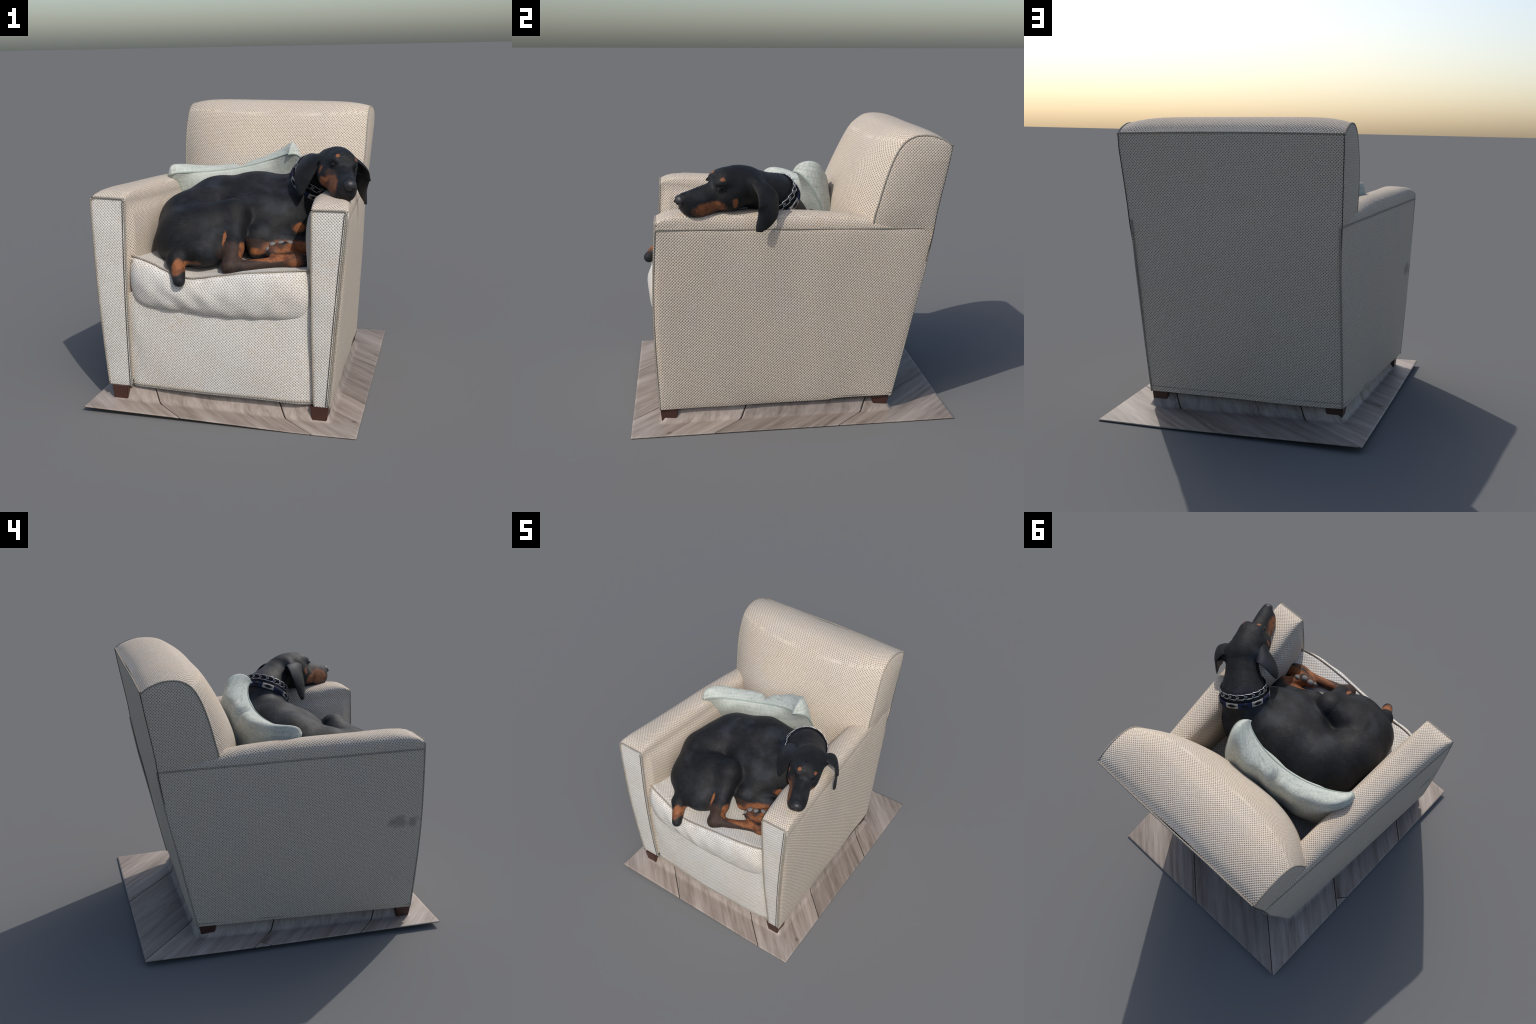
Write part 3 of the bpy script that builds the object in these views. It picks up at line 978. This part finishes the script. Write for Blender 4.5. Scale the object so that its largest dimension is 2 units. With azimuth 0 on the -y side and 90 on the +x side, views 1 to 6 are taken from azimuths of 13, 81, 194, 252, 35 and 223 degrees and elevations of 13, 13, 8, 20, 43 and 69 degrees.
ear([(0.560, -0.340, 1.460), (0.506, -0.360, 1.470), (0.462, -0.369, 1.447), (0.424, -0.380, 1.39), (0.408, -0.390, 1.33), (0.407, -0.396, 1.27), (0.414, -0.402, 1.238)],
    [(0.75, -0.66, 0.0)] * 7, [0.05, 0.070, 0.085, 0.090, 0.082, 0.058, 0.02], 0.008, -0.22)
ear([(0.68, -0.265, 1.44), (0.730, -0.24, 1.425), (0.762, -0.205, 1.375), (0.757, -0.190, 1.31), (0.764, -0.205, 1.25), (0.776, -0.245, 1.19), (0.776, -0.252, 1.168)],
    [(0.2, -1, 0.1), (0.2, -1, 0), (0.65, -0.8, 0), (0.65, -0.8, -0.1), (0.4, -1, -0.1), (0.2, -1, 0), (0.2, -1, 0)],
    [0.035, 0.050, 0.066, 0.088, 0.080, 0.050, 0.02], 0.008, 0.12)

# nose, eyes, mouth
def ellipsoid_obj(name, c, r, R, mat, parent, seg=24, rings=16):
    bm = bmesh.new()
    bmesh.ops.create_uvsphere(bm, u_segments=seg, v_segments=rings, radius=1)
    for v in bm.verts:
        v.co = Vector(np.asarray(c) + (np.array(v.co) * np.asarray(r)) @ R)
    me = bpy.data.meshes.new(name)
    bm.to_mesh(me)
    bm.free()
    me.polygons.foreach_set('use_smooth', [True] * len(me.polygons))
    me.materials.append(mat)
    o = bpy.data.objects.new(name, me)
    SC.objects.link(o)
    parent_keep(o, parent)
    return o

NOSE = simple('nose_leather', (0.022, 0.021, 0.024), 0.38, 0.5, scale=60, bump=0.5)
DARK = simple('dark_hollow', (0.006, 0.005, 0.005), 0.6, 0.3)
EYE = simple('dark_eye', (0.012, 0.007, 0.005), 0.12, 0.6)
PAD = simple('grey_paw_pad', (0.17, 0.165, 0.16), 0.75, 0.3, scale=60, bump=0.6)
CLAW = simple('dark_claw', (0.035, 0.028, 0.024), 0.4, 0.5)
ellipsoid_obj('nose', hd(0.368, 0, -0.006), (0.028, 0.035, 0.030), HR, NOSE, dog)
for sg in (1, -1):
    ellipsoid_obj('nostril', hd(0.391, sg * 0.015, -0.012), (0.008, 0.009, 0.008), HR, DARK, dog, 12, 8)
    e = hd(0.155, sg * 0.068, 0.034)
    ellipsoid_obj('eye', e, (0.016, 0.010, 0.007), HR, EYE, dog, 16, 10)
    lid = np.array([hd(0.155 + 0.020 * math.cos(t), sg * (0.0745 - 0.012 * math.cos(t)), 0.034 + 0.010 * math.sin(t)) for t in np.linspace(0, math.pi, 12)])
    v, f = tube(lid, 0.0032, 6)
    obj_from('eyelid', v, f, COAT, dog)
    rim_pts = []
    for f_, l_, u_ in ((0.345, 0.020, -0.055), (0.31, 0.045, -0.085), (0.26, 0.062, -0.100), (0.21, 0.068, -0.098), (0.165, 0.066, -0.088)):
        q = hd(f_, sg * l_, u_)
        for _ in range(8):
            g = np.array([(skin(q + d) - skin(q - d)) / 0.004 for d in np.eye(3) * 0.002])
            q = q - skin(q) * g / (g @ g + 1e-9)
        rim_pts.append(q)
    v, f = tube(smooth_path(rim_pts, 30), np.interp(np.linspace(0, 1, 30), [0, 0.15, 0.85, 1], [0.001, 0.004, 0.005, 0.002]), 7)
    obj_from('lip', v, f, NOSE, dog)

# paw pads and claws of the folded forepaw
for c, r in (((0.330, -0.584, 0.988), (0.025, 0.021, 0.018)), ((0.281, -0.588, 0.981), (0.024, 0.020, 0.017)), ((0.256, -0.606, 0.955), (0.016, 0.015, 0.018)), ((0.372, -0.560, 0.990), (0.022, 0.016, 0.013))):
    ellipsoid_obj('paw_pad', c, r, np.eye(3), PAD, dog, 20, 12)
for a, b in (((0.262, -0.600, 0.966), (0.240, -0.603, 0.957)), ((0.250, -0.618, 0.940), (0.228, -0.622, 0.930)), ((0.474, -0.641, 0.896), (0.496, -0.640, 0.884)), ((0.488, -0.614, 0.899), (0.510, -0.612, 0.886))):
    v, f = tube(smooth_path([a, (np.array(a) + b) / 2 + [0, 0, 0.003], b], 8), np.linspace(0.006, 0.0015, 8), 8)
    obj_from('claw', v, f, CLAW, dog)

# collar: woven band of cream and navy blocks with dark motifs, and a steel link chain above it
NC = np.array([0.456, -0.135, 1.285])
NN = np.array([0.45, -0.42, 0.79])
NN /= np.linalg.norm(NN)
NU = np.cross([0, 0, 1.0], NN)
NU /= np.linalg.norm(NU)
NV = np.cross(NN, NU)

def ring_radius(h, n=180):
    """Where rays from the neck's axis leave the skin, at height h above the collar plane."""
    th = np.linspace(0, 2 * np.pi, n, endpoint=False)
    d = np.cos(th)[:, None] * NU + np.sin(th)[:, None] * NV
    rs = np.linspace(0.09, 0.26, 60)
    val = skin(NC + h * NN + rs[None, :, None] * d[:, None])
    out = np.where((val > 0).any(1), rs[(val > 0).argmax(1)], 0.20)
    out = np.clip(out, 0.10, 0.19)
    for _ in range(4):
        out = (np.roll(out, 1) + out * 2 + np.roll(out, -1)) / 4
    return th, out

def ring_point(t, h, dr):
    th, r = RING
    rr = np.interp(np.mod(t, 2 * np.pi), np.append(th, 2 * np.pi), np.append(r, r[0]))
    hh = np.asarray(h)[..., None]
    return NC + hh * NN + (rr + dr)[..., None] * (np.cos(t)[..., None] * NU + np.sin(t)[..., None] * NV)

CREAM = simple('cream_webbing', (0.34, 0.32, 0.285), 0.9, 0.2, scale=120)
NAVY = simple('navy_webbing', (0.017, 0.025, 0.068), 0.9, 0.2, scale=120)
BLACKWEB = simple('black_webbing', (0.010, 0.010, 0.012), 0.85, 0.2, scale=120)
STEEL = simple('steel_wire', (0.55, 0.56, 0.58), 0.38, 0.5, metallic=0.9, var=0.1)
collar = obj_from('collar', [(0, 0, 0)], [], BLACKWEB, dog)

def band(name, t0, t1, h0, h1, dr, mat, n=14):
    T, S = np.meshgrid(np.linspace(t0, t1, n), np.linspace(0, 1, 6), indexing='ij')
    P = ring_point(T, lerp(h0, h1, S), dr + 0.002 * np.sin(np.pi * S))
    Q = ring_point(T, lerp(h0, h1, S), dr - 0.006 + 0 * S)
    m = n * 6
    F = [tuple(f) for f in grid_faces(n, 6)] + [tuple(f) for f in grid_faces(n, 6, off=m, flip=True)]
    for i in range(n - 1):
        for j in (0, 5):
            a, b = i * 6 + j, (i + 1) * 6 + j
            F.append((a, b, b + m, a + m))
    for i in (0, n - 1):
        for j in range(5):
            a, b = i * 6 + j, i * 6 + j + 1
            F.append((a, b, b + m, a + m))
    o = obj_from(name, np.vstack([P.reshape(-1, 3), Q.reshape(-1, 3)]), F, mat, dog)
    fix_normals(o)
    return o

bpy.data.objects.remove(collar)
RING = ring_radius(0.0)
NB = 12
T0 = 0.2
collar = band('collar', 0, 2 * np.pi - 1e-3, -0.021, 0.021, 0.006, BLACKWEB, 160)
parts = []
for i in range(NB):
    a, b = T0 + i * 2 * np.pi / NB, T0 + (i + 1) * 2 * np.pi / NB
    parts.append(band('collar_block', a + 0.01, b - 0.01, -0.0175, 0.0175, 0.0085, CREAM if i % 2 else NAVY))
    mid, w = (a + b) / 2, (b - a)
    for k in range(3):
        wk, hk = w * (0.36 - 0.11 * k), 0.003 + 0.0036 * k
        parts.append(band('collar_motif', mid - wk, mid + wk, -hk, hk, 0.0100 + 0.0005 * k, BLACKWEB, 8))
RING = ring_radius(0.058)
H2 = 0.058
parts.append(band('collar_strap', 0, 2 * np.pi - 1e-3, H2 - 0.017, H2 + 0.017, 0.002, BLACKWEB, 160))
LINK = [(0.026, 0.016), (0.0, 0.0165), (-0.016, 0.0155), (-0.023, 0.011), (-0.019, 0.005), (-0.010, 0.0055), (-0.004, 0.0), (-0.010, -0.0055), (-0.019, -0.005), (-0.023, -0.011), (-0.016, -0.0155), (0.0, -0.0165), (0.026, -0.016)]
lp = smooth_path([(a, b, 0.0) for a, b in LINK], 60)
NL = 19
for i in range(NL):
    t = i * 2 * np.pi / NL + lp[:, 0] / 0.152
    P = ring_point(t, H2 + lp[:, 1], 0.0065 + 0.003 * np.sin(lp[:, 0] * 90))
    v, f = tube(P, 0.0020, 7)
    parts.append(obj_from('chain_link', v, f, STEEL, dog))
for q in parts:
    q.parent = collar
    q.matrix_parent_inverse = Matrix.Identity(4)
